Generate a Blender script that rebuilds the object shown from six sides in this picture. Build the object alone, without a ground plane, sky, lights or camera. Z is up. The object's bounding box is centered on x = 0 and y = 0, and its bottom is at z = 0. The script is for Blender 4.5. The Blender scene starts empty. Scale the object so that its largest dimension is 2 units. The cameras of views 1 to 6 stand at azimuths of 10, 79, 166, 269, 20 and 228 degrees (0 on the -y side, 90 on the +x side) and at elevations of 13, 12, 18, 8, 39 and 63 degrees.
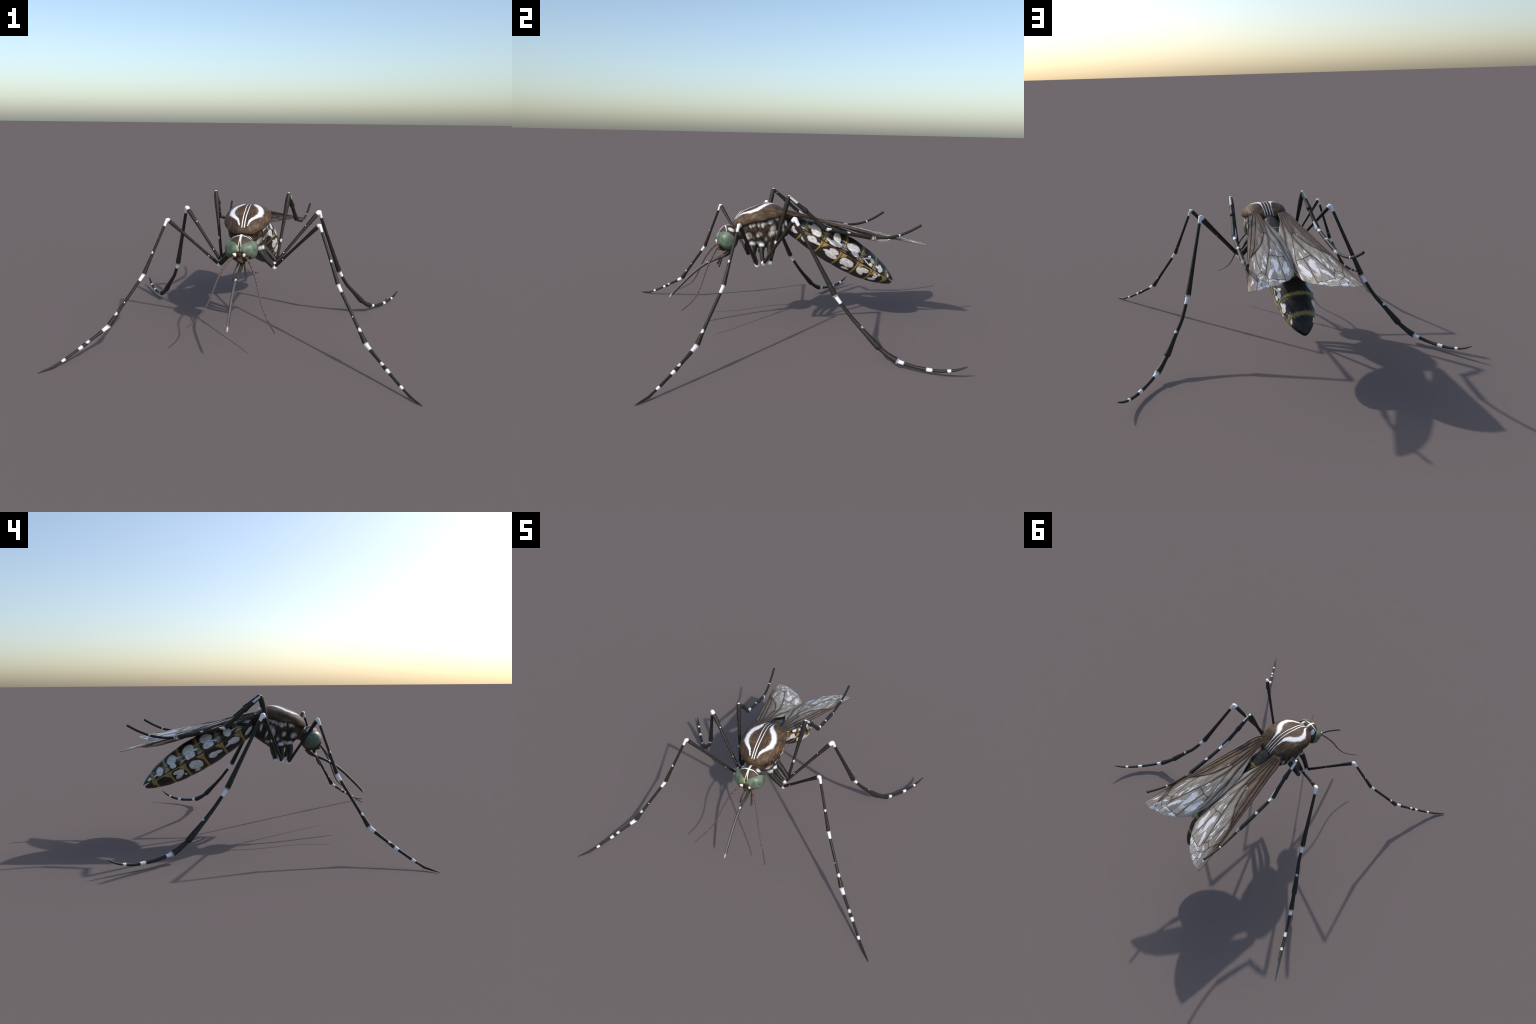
import bpy, bmesh, math, random
from math import sin, cos, pi, sqrt, atan2
from mathutils import Vector, Matrix, noise

random.seed(7)
COL = bpy.context.scene.collection

# ------------------------------------------------------------------ helpers
def make(name, verts, faces, mat=None, parent=None, smooth=True):
    me = bpy.data.meshes.new(name)
    me.from_pydata([tuple(v) for v in verts], [], faces)
    me.update()
    bm = bmesh.new(); bm.from_mesh(me)
    bmesh.ops.recalc_face_normals(bm, faces=bm.faces)
    bm.to_mesh(me); bm.free()
    if smooth:
        for p in me.polygons: p.use_smooth = True
    ob = bpy.data.objects.new(name, me)
    COL.objects.link(ob)
    if mat: me.materials.append(mat)
    if parent: ob.parent = parent
    return ob

def interp(tab, x):
    """smooth (monotone-ish) interpolation through (x, value) knots"""
    if x <= tab[0][0]: return tab[0][1]
    if x >= tab[-1][0]: return tab[-1][1]
    for i in range(len(tab) - 1):
        x0, y0 = tab[i]; x1, y1 = tab[i + 1]
        if x <= x1:
            t = (x - x0) / (x1 - x0)
            def slope(j):
                if j <= 0 or j >= len(tab) - 1: 
                    a, b = (0, 1) if j <= 0 else (-2, -1)
                    return (tab[b][1] - tab[a][1]) / (tab[b][0] - tab[a][0])
                dl = (tab[j][1] - tab[j-1][1]) / (tab[j][0] - tab[j-1][0])
                dr = (tab[j+1][1] - tab[j][1]) / (tab[j+1][0] - tab[j][0])
                return 0 if dl * dr <= 0 else 2 * dl * dr / (dl + dr)
            m0, m1 = slope(i) * (x1 - x0), slope(i + 1) * (x1 - x0)
            t2, t3 = t * t, t * t * t
            return (2*t3-3*t2+1)*y0 + (t3-2*t2+t)*m0 + (-2*t3+3*t2)*y1 + (t3-t2)*m1

def catmull(pts, n):
    """n samples along a centripetal-like spline through pts, evenly by arc length"""
    P = [Vector(p) for p in pts]
    P = [P[0] * 2 - P[1]] + P + [P[-1] * 2 - P[-2]]
    out = []
    for i in range(1, len(P) - 2):
        for k in range(24):
            t = k / 24
            out.append(0.5 * ((2 * P[i]) + (P[i+1] - P[i-1]) * t + (2*P[i-1] - 5*P[i] + 4*P[i+1] - P[i+2]) * t*t
                              + (3*P[i] - P[i-1] - 3*P[i+1] + P[i+2]) * t**3))
    out.append(P[-2])
    return resample(out, n)

def resample(out, n):
    L = [0]
    for a, b in zip(out, out[1:]): L.append(L[-1] + (b - a).length)
    res = []; j = 0
    for k in range(n):
        d = L[-1] * k / (n - 1)
        while j < len(L) - 2 and L[j+1] < d: j += 1
        seg = L[j+1] - L[j]
        res.append(out[j].lerp(out[j+1], (d - L[j]) / seg if seg > 1e-9 else 0))
    return res

def tube_geo(path, radius, sides=20, cap0=0.8, cap1=0.8, rough=0.0, seed=0, flat=1.0):
    """sweep a round section along path (list of Vectors); radius(t) gives radius; rounded ends"""
    n = len(path)
    T = []
    for i in range(n):
        T.append((path[min(i+1, n-1)] - path[max(i-1, 0)]).normalized())
    ref = Vector((0.3, 0.2, 1)).cross(T[0])
    if ref.length < 1e-3: ref = Vector((1, 0, 0)).cross(T[0])
    U = ref.normalized()
    rings = []
    L = [0]
    for a, b in zip(path, path[1:]): L.append(L[-1] + (b - a).length)
    def ring(c, t_, u, r):
        v = t_.cross(u)
        R = []
        for k in range(sides):
            a = 2 * pi * k / sides
            d = u * cos(a) + v * sin(a) * flat
            rr = r
            if rough:
                rr = r * (1 + rough * noise.noise((c + d * r) * 70 + Vector((seed, 0, 0))))
            R.append(c + d * rr)
        return R
    r0, r1 = radius(0), radius(1)
    for i in range(n):
        if i:
            U = (U - T[i] * U.dot(T[i])).normalized()
        if i == 0 and cap0:
            for a in (85, 65, 40, 18):
                rings.append(ring(path[0] - T[0] * r0 * cap0 * sin(math.radians(a)), T[0], U, r0 * cos(math.radians(a))))
        rings.append(ring(path[i], T[i], U, radius(L[i] / L[-1])))
        if i == n - 1 and cap1:
            for a in (18, 40, 65, 85):
                rings.append(ring(path[-1] + T[-1] * r1 * cap1 * sin(math.radians(a)), T[-1], U, r1 * cos(math.radians(a))))
    V = [p for R in rings for p in R]
    F = []
    for i in range(len(rings) - 1):
        for k in range(sides):
            a = i * sides + k; b = i * sides + (k + 1) % sides
            F.append((a, b, b + sides, a + sides))
    F.append(tuple(range(sides - 1, -1, -1)))
    F.append(tuple(range(len(V) - sides, len(V))))
    return V, F

def merge(geos):
    V, F = [], []
    for v, f in geos:
        o = len(V); V += v; F += [tuple(i + o for i in q) for q in f]
    return V, F

def ball_geo(c, r, rot=None, nu=24, nv=16):
    """ellipsoid, r = (rx, ry, rz)"""
    c = Vector(c); V, F = [], []
    M = rot if rot else Matrix.Identity(3)
    for i in range(nv + 1):
        th = pi * (i + (1e-3 if i == 0 else -1e-3 if i == nv else 0)) / nv
        for k in range(nu):
            ph = 2 * pi * k / nu
            V.append(c + M @ Vector((r[0]*sin(th)*cos(ph), r[1]*sin(th)*sin(ph), r[2]*cos(th))))
    for i in range(nv):
        for k in range(nu):
            a = i*nu + k; b = i*nu + (k+1) % nu
            F.append((a, b, b+nu, a+nu))
    F.append(tuple(range(nu))); F.append(tuple(range(nv*nu, nv*nu+nu)))
    return V, F

# ------------------------------------------------------------------ node helper
class NT:
    def __init__(s, name):
        s.m = bpy.data.materials.new(name); s.m.use_nodes = True
        s.t = s.m.node_tree; s.t.nodes.clear()
        s.out = s.t.nodes.new('ShaderNodeOutputMaterial')
        s.b = s.t.nodes.new('ShaderNodeBsdfPrincipled')
        s.t.links.new(s.b.outputs[0], s.out.inputs[0])
        s.tc = s.t.nodes.new('ShaderNodeTexCoord')
        s.P = s.tc.outputs['Object']
        sep = s.t.nodes.new('ShaderNodeSeparateXYZ'); s.L(s.P, sep.inputs[0])
        s.x, s.y, s.z = sep.outputs
    def L(s, a, sock):
        if isinstance(a, bpy.types.NodeSocket): s.t.links.new(a, sock)
        else: sock.default_value = a
    def math(s, op, a, b=0.0, c=0.0, clamp=False):
        n = s.t.nodes.new('ShaderNodeMath'); n.operation = op; n.use_clamp = clamp
        for i, v in enumerate((a, b, c)): s.L(v, n.inputs[i])
        return n.outputs[0]
    def vmath(s, op, a, b=(0, 0, 0), scale=None):
        n = s.t.nodes.new('ShaderNodeVectorMath'); n.operation = op
        s.L(a, n.inputs[0]); s.L(b, n.inputs[1])
        if scale is not None: s.L(scale, n.inputs['Scale'])
        return n.outputs['Value'] if op in ('DISTANCE', 'LENGTH', 'DOT_PRODUCT') else n.outputs[0]
    def comb(s, x, y, z):
        n = s.t.nodes.new('ShaderNodeCombineXYZ')
        for i, v in enumerate((x, y, z)): s.L(v, n.inputs[i])
        return n.outputs[0]
    def ramp(s, x, lo, hi, a=0.0, b=1.0):
        """smoothstep from lo..hi to a..b"""
        n = s.t.nodes.new('ShaderNodeMapRange'); n.interpolation_type = 'SMOOTHSTEP'
        s.L(x, n.inputs['Value'])
        n.inputs['From Min'].default_value = lo; n.inputs['From Max'].default_value = hi
        n.inputs['To Min'].default_value = a; n.inputs['To Max'].default_value = b
        return n.outputs[0]
    def noise(s, vec, scale, detail=2.0, rough=0.5, color=False, dist=0.0):
        n = s.t.nodes.new('ShaderNodeTexNoise')
        s.L(vec, n.inputs['Vector']); n.inputs['Scale'].default_value = scale
        n.inputs['Detail'].default_value = detail; n.inputs['Roughness'].default_value = rough
        n.inputs['Distortion'].default_value = dist
        return n.outputs['Color'] if color else n.outputs[0]
    def mix(s, f, a, b):
        n = s.t.nodes.new('ShaderNodeMix'); n.data_type = 'RGBA'
        s.L(f, n.inputs[0])
        for v, i in ((a, 6), (b, 7)):
            s.L(v if isinstance(v, bpy.types.NodeSocket) else (*v, 1), n.inputs[i])
        return n.outputs[2]
    def mx(s, lst):
        r = lst[0]
        for q in lst[1:]: r = s.math('MAXIMUM', r, q)
        return r
    def bump(s, h, strength=0.3, dist=0.002):
        n = s.t.nodes.new('ShaderNodeBump'); n.inputs['Strength'].default_value = strength
        n.inputs['Distance'].default_value = dist; s.L(h, n.inputs['Height'])
        s.L(n.outputs[0], s.b.inputs['Normal'])
    def fin(s, col, rough=0.5, spec=0.4, **kw):
        s.L(col if isinstance(col, bpy.types.NodeSocket) else (*col, 1), s.b.inputs['Base Color'])
        s.L(rough, s.b.inputs['Roughness']); s.b.inputs['Specular IOR Level'].default_value = spec
        for k, v in kw.items(): s.L(v, s.b.inputs[k])
        return s.m
    def blob(s, u, v, cu, cv, a, b, ang, soft=0.15):
        """soft rotated ellipse mask in the (u, v) plane"""
        du = s.math('SUBTRACT', u, cu); dv = s.math('SUBTRACT', v, cv)
        ca, sa = cos(ang), sin(ang)
        p = s.math('ADD', s.math('MULTIPLY', du, ca / a), s.math('MULTIPLY', dv, sa / a))
        q = s.math('ADD', s.math('MULTIPLY', du, -sa / b), s.math('MULTIPLY', dv, ca / b))
        r = s.math('ADD', s.math('MULTIPLY', p, p), s.math('MULTIPLY', q, q))
        return s.ramp(r, 1 - soft * 2, 1 + soft * 2, 1.0, 0.0)
    def stroke(s, u, v, pts, soft=0.3):
        """mask of a polyline brush stroke; pts = [(u, v, half width), ...]"""
        res = []
        for (u0, v0, w0), (u1, v1, w1) in zip(pts, pts[1:]):
            du, dv = u1 - u0, v1 - v0; l2 = du*du + dv*dv
            a = s.math('SUBTRACT', u, u0); b = s.math('SUBTRACT', v, v0)
            t = s.math('ADD', s.math('MULTIPLY', a, du / l2), s.math('MULTIPLY', b, dv / l2), clamp=True)
            ex = s.math('SUBTRACT', a, s.math('MULTIPLY', t, du)); ey = s.math('SUBTRACT', b, s.math('MULTIPLY', t, dv))
            d = s.math('SQRT', s.math('ADD', s.math('MULTIPLY', ex, ex), s.math('MULTIPLY', ey, ey)))
            w = s.math('MULTIPLY_ADD', t, w1 - w0, w0)
            res.append(s.math('DIVIDE', d, w))
        r = res[0]
        for q in res[1:]: r = s.math('MINIMUM', r, q)
        return s.ramp(r, 1 - soft, 1 + soft, 1.0, 0.0)

WHITE = (0.80, 0.80, 0.82)
BLACK = (0.014, 0.0125, 0.0105)

# ------------------------------------------------------------------ materials
def mat_leg(name, bands, spots):
    n = NT(name)
    warp = n.noise(n.P, 160, 2, 0.5, color=True)
    W = n.vmath('ADD', n.P, n.vmath('SCALE', n.vmath('SUBTRACT', warp, (0.5, 0.5, 0.5)), scale=0.0022))
    m = []
    for c, r in bands:
        m.append(n.ramp(n.vmath('DISTANCE', W, c), r * 0.70, r * 1.14, 1.0, 0.0))
    for c, r in spots:
        m.append(n.ramp(n.vmath('DISTANCE', W, c), r * 0.6, r * 1.15, 0.75, 0.0))
    mask = n.mx(m)
    g = n.noise(n.P, 90, 3, 0.6)
    base = n.mix(n.ramp(g, 0.35, 0.75), BLACK, (0.030, 0.027, 0.0225))
    n.bump(n.noise(n.P, 420, 2, 0.6), 0.2, 0.0012)
    return n.fin(n.mix(mask, base, WHITE), 0.52, 0.28)

def mat_plain(name, c0, c1, scale=80, rough=0.5, spec=0.3, bump=0.2):
    n = NT(name)
    g = n.noise(n.P, scale, 3, 0.6)
    n.bump(n.noise(n.P, scale * 4, 2, 0.6), bump, 0.002)
    return n.fin(n.mix(n.ramp(g, 0.3, 0.7), c0, c1), rough, spec)

# ------------------------------------------------------------------ root
root = bpy.data.objects.new('mosquito', None); COL.objects.link(root)
root.empty_display_size = 0.2
root['label'] = 'black and white banded mosquito with green eyes, standing'
root['category'] = 'mosquito'

# ================================================================== THORAX
BROWN_D, BROWN, BROWN_L = (0.038, 0.0255, 0.0175), (0.078, 0.049, 0.030), (0.125, 0.080, 0.047)

# spine profiles of the back shield, along y
SC_TOP = [(-0.294, 0.702), (-0.29, 0.715), (-0.278, 0.734), (-0.262, 0.752), (-0.234, 0.777), (-0.20, 0.796),
          (-0.160, 0.812), (-0.118, 0.827), (-0.085, 0.832), (-0.06, 0.833), (-0.02, 0.823), (0.02, 0.803), (0.045, 0.787), (0.058, 0.772)]
SC_W = [(-0.294, 0.004), (-0.288, 0.038), (-0.275, 0.068), (-0.25, 0.098), (-0.215, 0.122), (-0.17, 0.1355), (-0.12, 0.139),
        (-0.07, 0.136), (-0.03, 0.128), (0.01, 0.113), (0.035, 0.097), (0.05, 0.080), (0.058, 0.062)]
SC_RIM = [(-0.294, 0.698), (-0.27, 0.708), (-0.23, 0.722), (-0.17, 0.738), (-0.10, 0.752), (-0.04, 0.766), (0.02, 0.772), (0.058, 0.762)]
def scutum_geo():
    ny, nx = 72, 60
    V, F = [], []
    for i in range(ny + 1):
        f = i / ny
        f = 0.5 - 0.5 * cos(pi * f)           # denser towards the ends
        y = -0.294 + 0.352 * f
        zt, w, zr = interp(SC_TOP, y), interp(SC_W, y), interp(SC_RIM, y)
        h = max(zt - zr, 0.003)
        for k in range(nx + 1):
            a = -0.62 + (pi + 1.24) * k / nx      # from under the right rim over the top
            ca, sa = cos(a), sin(a)
            if sa >= 0:
                x = w * math.copysign(abs(ca) ** 0.80, ca); z = zr + h * sa ** 0.92
            else:                                  # rim rolls under
                x = w * math.copysign(abs(ca) ** 0.55, ca); z = zr + 0.028 * sa * min(1, w / 0.06)
            wob = 0.0022 * noise.noise(Vector((x * 22, y * 14, z * 22)))
            V.append(Vector((x, y, z + wob)))
    for i in range(ny):
        for k in range(nx):
            a = i * (nx + 1) + k
            F.append((a, a + 1, a + nx + 2, a + nx + 1))
    F.append(tuple(range(nx, -1, -1)))
    F.append(tuple(range(ny * (nx + 1), (ny + 1) * (nx + 1))))
    return V, F

# side walls and underside of the thorax: sections stacked in z
#      z      y_front  y_back  half_width
PL = [(0.548, -0.150, -0.070, 0.030), (0.556, -0.172, -0.045, 0.052), (0.568, -0.190, -0.030, 0.074), (0.590, -0.212, 0.002, 0.092),
      (0.615, -0.235, 0.036, 0.104), (0.645, -0.254, 0.066, 0.112), (0.68, -0.268, 0.078, 0.118), (0.71, -0.272, 0.076, 0.120),
      (0.74, -0.255, 0.066, 0.117), (0.765, -0.20, 0.052, 0.108), (0.785, -0.12, 0.040, 0.07)]
def thorax_geo():
    nz, na = 56, 72
    V, F = [], []
    tf = [(p[0], p[1]) for p in PL]; tb = [(p[0], p[2]) for p in PL]; tw = [(p[0], p[3]) for p in PL]
    for i in range(nz + 1):
        z = PL[0][0] + (PL[-1][0] - PL[0][0]) * i / nz
        yf, yb, w = interp(tf, z), interp(tb, z), interp(tw, z)
        cy, hy = (yf + yb) / 2, (yb - yf) / 2
        for k in range(na):
            a = 2 * pi * k / na
            ca, sa = cos(a), sin(a)
            e = 0.78
            x = w * math.copysign(abs(ca) ** e, ca); y = cy + hy * math.copysign(abs(sa) ** e, sa)
            # body plates: shallow furrows between the side sclerites
            g = 0.004 * noise.noise(Vector((abs(x) * 16, y * 24 + 3, z * 22)))
            fur = -0.005 * math.exp(-((y + 0.085 + (z - 0.66) * 0.9) / 0.010) ** 2) - 0.004 * math.exp(-((z - 0.655 - 0.25 * (y + 0.1)) / 0.010) ** 2)
            up = math.exp(-((z - 0.715) / 0.028) ** 2)          # upright ridges below the shield
            rid = 0.0042 * sin((y + 0.25 * z) * 2 * pi / 0.041) * up
            low = math.exp(-((z - 0.64) / 0.03) ** 2)
            rid += 0.0035 * sin((y + 0.55 * z) * 2 * pi / 0.075 + 0.8) * low
            d = Vector((ca, sa, 0)) * (g + (fur + rid) * abs(ca))
            V.append(Vector((x, y, z)) + d)
    for i in range(nz):
        for k in range(na):
            a = i*na + k; b = i*na + (k+1) % na
            F.append((a, b, b+na, a+na))
    F.append(tuple(range(na))); F.append(tuple(range(nz*na, nz*na+na)))
    return V, F

def mat_scutum():
    n = NT('scutum_brown')
    ax = n.math('ABSOLUTE', n.x)
    st = n.noise(n.comb(n.math('MULTIPLY', n.x, 95), n.math('MULTIPLY', n.y, 17), n.math('MULTIPLY', n.z, 40)), 1.0, 2, 0.55)
    big = n.noise(n.P, 14, 2, 0.5)
    hairy = n.noise(n.comb(n.math('MULTIPLY', n.x, 230), n.math('MULTIPLY', n.y, 22), n.math('MULTIPLY', n.z, 40)), 1.0, 2, 0.5)
    f = n.math('ADD', n.math('ADD', n.math('MULTIPLY', st, 0.5), n.math('MULTIPLY', hairy, 0.25)), n.math('MULTIPLY', big, 0.4))
    base = n.mix(n.ramp(f, 0.44, 0.60), (0.034, 0.023, 0.016), BROWN)
    base = n.mix(n.ramp(f, 0.58, 0.72), base, (0.150, 0.096, 0.056))
    # white markings: two mid lines, a lyre on each side, short rear lines
    wq = n.noise(n.comb(n.math('MULTIPLY', n.x, 60), n.math('MULTIPLY', n.y, 160), 0.0), 1.0, 2, 0.6)
    wx = n.math('MULTIPLY_ADD', n.math('SUBTRACT', wq, 0.5), 0.016, ax)
    lines = n.stroke(ax, n.y, MID_LINE, 0.3)
    lyre = n.stroke(wx, n.y, LYRE, 0.5)
    rear = n.math('MULTIPLY', n.stroke(ax, n.y, REAR_LINE, 0.4), 0.55)
    mask = n.mx([lines, lyre, rear])
    col = n.mix(n.math('MULTIPLY', mask, n.ramp(wq, 0.2, 0.5, 0.85, 1.0)), base, (0.78, 0.78, 0.80))
    n.bump(st, 0.18, 0.002)
    return n.fin(col, 0.6, 0.2)

MID_LINE = [(0.0073, -0.281, 0.0030), (0.0080, -0.22, 0.0030), (0.0095, -0.15, 0.0024), (0.010, -0.08, 0.0017), (0.0093, 0.0, 0.0016), (0.0085, 0.055, 0.0018)]
LYRE = [(0.0240, -0.273, 0.0025), (0.036, -0.248, 0.0065), (0.062, -0.223, 0.0085), (0.083, -0.192, 0.0135), (0.086, -0.152, 0.0145),
        (0.073, -0.118, 0.0155), (0.053, -0.095, 0.0165), (0.039, -0.074, 0.0120), (0.031, -0.042, 0.0050), (0.028, -0.005, 0.0016)]
REAR_LINE = [(0.0285, -0.03, 0.0022), (0.0245, 0.02, 0.0026), (0.026, 0.055, 0.0028)]

# pale scale patches on the thorax flanks: (y, z, ry, rz, angle)
SIDE_SPOTS = [(-0.188, 0.708, 0.017, 0.014, 0.2), (-0.150, 0.713, 0.009, 0.015, 0.0), (-0.122, 0.712, 0.016, 0.014, 0.2), (-0.078, 0.728, 0.022, 0.012, 0.5),
              (-0.036, 0.748, 0.022, 0.010, 0.4), (-0.143, 0.649, 0.016, 0.014, 0.7), (-0.207, 0.637, 0.019, 0.018, 0.6), (-0.062, 0.672, 0.018, 0.032, -0.25),
              (-0.140, 0.592, 0.024, 0.012, 0.0), (0.008, 0.693, 0.008, 0.022, 0.1), (0.028, 0.716, 0.008, 0.016, 0.2), (-0.028, 0.652, 0.008, 0.020, 0.3),
              (-0.034, 0.600, 0.014, 0.009, 0.0), (-0.100, 0.618, 0.008, 0.012, 0.2)]
def mat_thorax():
    n = NT('thorax_side')
    st = n.noise(n.comb(n.math('MULTIPLY', n.x, 30), n.math('MULTIPLY', n.math('ADD', n.y, n.math('MULTIPLY', n.z, 0.35)), 80), n.math('MULTIPLY', n.z, 18)), 1.0, 2, 0.5)
    low = n.noise(n.P, 24, 2, 0.5)
    base = n.mix(n.ramp(n.math('ADD', n.math('MULTIPLY', st, 0.4), n.math('MULTIPLY', low, 0.6)), 0.45, 0.62), (0.017, 0.012, 0.009), (0.062, 0.041, 0.027))
    base = n.mix(n.math('MULTIPLY', n.ramp(st, 0.6, 0.75), 0.5), base, (0.10, 0.066, 0.038))
    wn = n.math('MULTIPLY', n.math('SUBTRACT', st, 0.5), 0.030)
    v = n.math('ADD', n.z, wn); u = n.math('ADD', n.y, n.math('MULTIPLY', wn, 0.5))
    m = [n.blob(u, v, cy, cz, a * 0.98, b * 0.98, ang, 0.72) for cy, cz, a, b, ang in SIDE_SPOTS]
    mask = n.math('MULTIPLY', n.mx(m), n.ramp(n.math('ABSOLUTE', n.x), 0.045, 0.07))
    n.bump(st, 0.15, 0.003)
    spot = n.mix(n.ramp(st, 0.36, 0.60), (0.24, 0.225, 0.21), (0.62, 0.60, 0.58))
    return n.fin(n.mix(mask, base, spot), 0.6, 0.25)

thorax = make('thorax', *thorax_geo(), mat_thorax(), root)
scutum = make('scutum', *scutum_geo(), mat_scutum(), thorax)
neck = make('neck', *tube_geo(catmull([(0, -0.225, 0.66), (0, -0.255, 0.65), (0, -0.29, 0.635)], 8), lambda t: 0.056 - 0.012*t, 28),
            mat_plain('neck_brown', (0.02, 0.014, 0.01), BROWN), thorax)

make('metanotum', *ball_geo((0, 0.035, 0.742), (0.082, 0.042, 0.034), nu=36, nv=24), mat_plain('metanotum_dark', (0.012, 0.009, 0.007), (0.05, 0.034, 0.022), 50), thorax)

# ================================================================== HEAD
HC = Vector((0, -0.322, 0.612))
def mat_head():
    n = NT('head_brown')
    st = n.noise(n.comb(n.math('MULTIPLY', n.x, 130), n.math('MULTIPLY', n.y, 40), n.math('MULTIPLY', n.z, 50)), 1.0, 3, 0.6)
    base = n.mix(n.ramp(st, 0.35, 0.7), BROWN_D, (0.098, 0.064, 0.038))
    ax = n.math('ABSOLUTE', n.x)
    # white cross on the crown, forked towards the eyes
    up = n.ramp(n.z, 0.625, 0.64)
    mid = n.math('MULTIPLY', n.stroke(ax, n.y, HEAD_MID, 0.35), up)
    bar = n.math('MULTIPLY', n.stroke(ax, n.y, HEAD_BAR, 0.35), up)
    pads = n.mx([n.blob(n.y, n.z, cy, cz, a, b, g, 0.3) for cy, cz, a, b, g in HEAD_PADS])
    pads = n.math('MULTIPLY', pads, n.ramp(ax, 0.03, 0.045))
    mask = n.mx([mid, bar, n.math('MULTIPLY', pads, 0.85)])
    n.bump(st, 0.15, 0.002)
    return n.fin(n.mix(mask, base, (0.80, 0.79, 0.78)), 0.55, 0.25)
HEAD_MID = [(0.0, -0.285, 0.005), (0.0, -0.318, 0.0062), (0.0, -0.343, 0.0055), (0.0018, -0.358, 0.0036), (0.0045, -0.374, 0.0022), (0.0075, -0.384, 0.0014)]
HEAD_BAR = [(0.0, -0.343, 0.0040), (0.03, -0.340, 0.0026), (0.060, -0.341, 0.0010)]
HEAD_PADS = [(-0.309, 0.672, 0.021, 0.009, -0.4), (-0.270, 0.658, 0.011, 0.011, 0.0)]
hv, hf = ball_geo(HC, (0.084, 0.066, 0.082), nu=64, nv=48)
head = make('head', hv, hf, mat_head(), root)

def mat_eye():
    n = NT('eye_green')
    g = n.noise(n.P, 17, 2, 0.45)
    g2 = n.noise(n.P, 34, 2, 0.5)
    base = n.mix(n.ramp(n.math('ADD', n.math('MULTIPLY', g, 0.85), n.math('MULTIPLY', g2, 0.15)), 0.32, 0.68), (0.052, 0.082, 0.058), (0.170, 0.225, 0.152))
    base = n.mix(n.ramp(n.math('ABSOLUTE', n.x), 0.062, 0.098, 0.0, 0.45), base, (0.055, 0.085, 0.070))  # outer flank tinted darker to draw the eye's shading
    # glow painted along the inner edge, shade painted on the under-side
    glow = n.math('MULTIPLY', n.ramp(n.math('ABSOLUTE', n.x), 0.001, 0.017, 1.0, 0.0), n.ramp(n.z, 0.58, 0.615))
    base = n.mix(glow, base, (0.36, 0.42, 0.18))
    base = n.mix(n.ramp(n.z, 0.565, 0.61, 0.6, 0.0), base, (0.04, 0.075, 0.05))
    v = n.t.nodes.new('ShaderNodeTexVoronoi'); n.L(n.P, v.inputs['Vector']); v.inputs['Scale'].default_value = 260
    n.bump(v.outputs[0], 0.10, 0.0012)
    return n.fin(base, 0.42, 0.45)
def eye_mesh():
    """one half of a shared goggle-like ellipsoid, cut along the brow, the midline and the face"""
    bm = bmesh.new()
    bmesh.ops.create_uvsphere(bm, u_segments=96, v_segments=64, radius=1)
    for v in bm.verts:
        x, y, z = v.co
        # boxier than a ball: the flanks stay full right out to the side of the head
        k = 1 / (abs(x) ** 3.0 + (y*y + z*z) ** 1.5) ** (1 / 3.0)
        x, y, z = x * k, y * k, z * k
        co = Vector((x * 0.0945, -0.3305 + y * 0.0665, 0.6085 + z * 0.0635))
        groove = math.exp(-(co.x / 0.012) ** 2)
        co.y += 0.010 * groove + 0.10 * max(0, abs(co.x) - 0.03)
        v.co = co
    no = Vector((-0.00513, 0.00483, 0.00327)).normalized()
    cuts = ((Vector((0.0008, -0.384, 0.6265)), no), (Vector((0.0012, 0, 0)), Vector((-1, 0, 0))),
            (Vector((0.030, -0.385, 0.594)), Vector((-0.42, -0.35, -0.84)).normalized()))
    for co, nn in cuts:
        g = bm.verts[:] + bm.edges[:] + bm.faces[:]
        r = bmesh.ops.bisect_plane(bm, geom=g, plane_co=co, plane_no=nn, clear_outer=True)
        ed = [e for e in r['geom_cut'] if isinstance(e, bmesh.types.BMEdge)]
        bmesh.ops.edgenet_fill(bm, edges=ed)
    rim = [e for e in bm.edges if len(e.link_faces) == 2 and e.calc_face_angle(0) > 0.6]
    bmesh.ops.bevel(bm, geom=rim, offset=0.0025, segments=3, affect='EDGES', profile=0.5)
    me = bpy.data.meshes.new('eye'); bm.to_mesh(me); bm.free()
    for p in me.polygons: p.use_smooth = True
    return me
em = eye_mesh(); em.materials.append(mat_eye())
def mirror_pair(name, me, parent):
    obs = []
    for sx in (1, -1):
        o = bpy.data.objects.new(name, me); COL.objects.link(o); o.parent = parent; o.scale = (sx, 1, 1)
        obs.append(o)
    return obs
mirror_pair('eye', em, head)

def mesh_of(name, geo, mat):
    o = make(name, *geo, mat); me = o.data; bpy.data.objects.remove(o); return me

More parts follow.
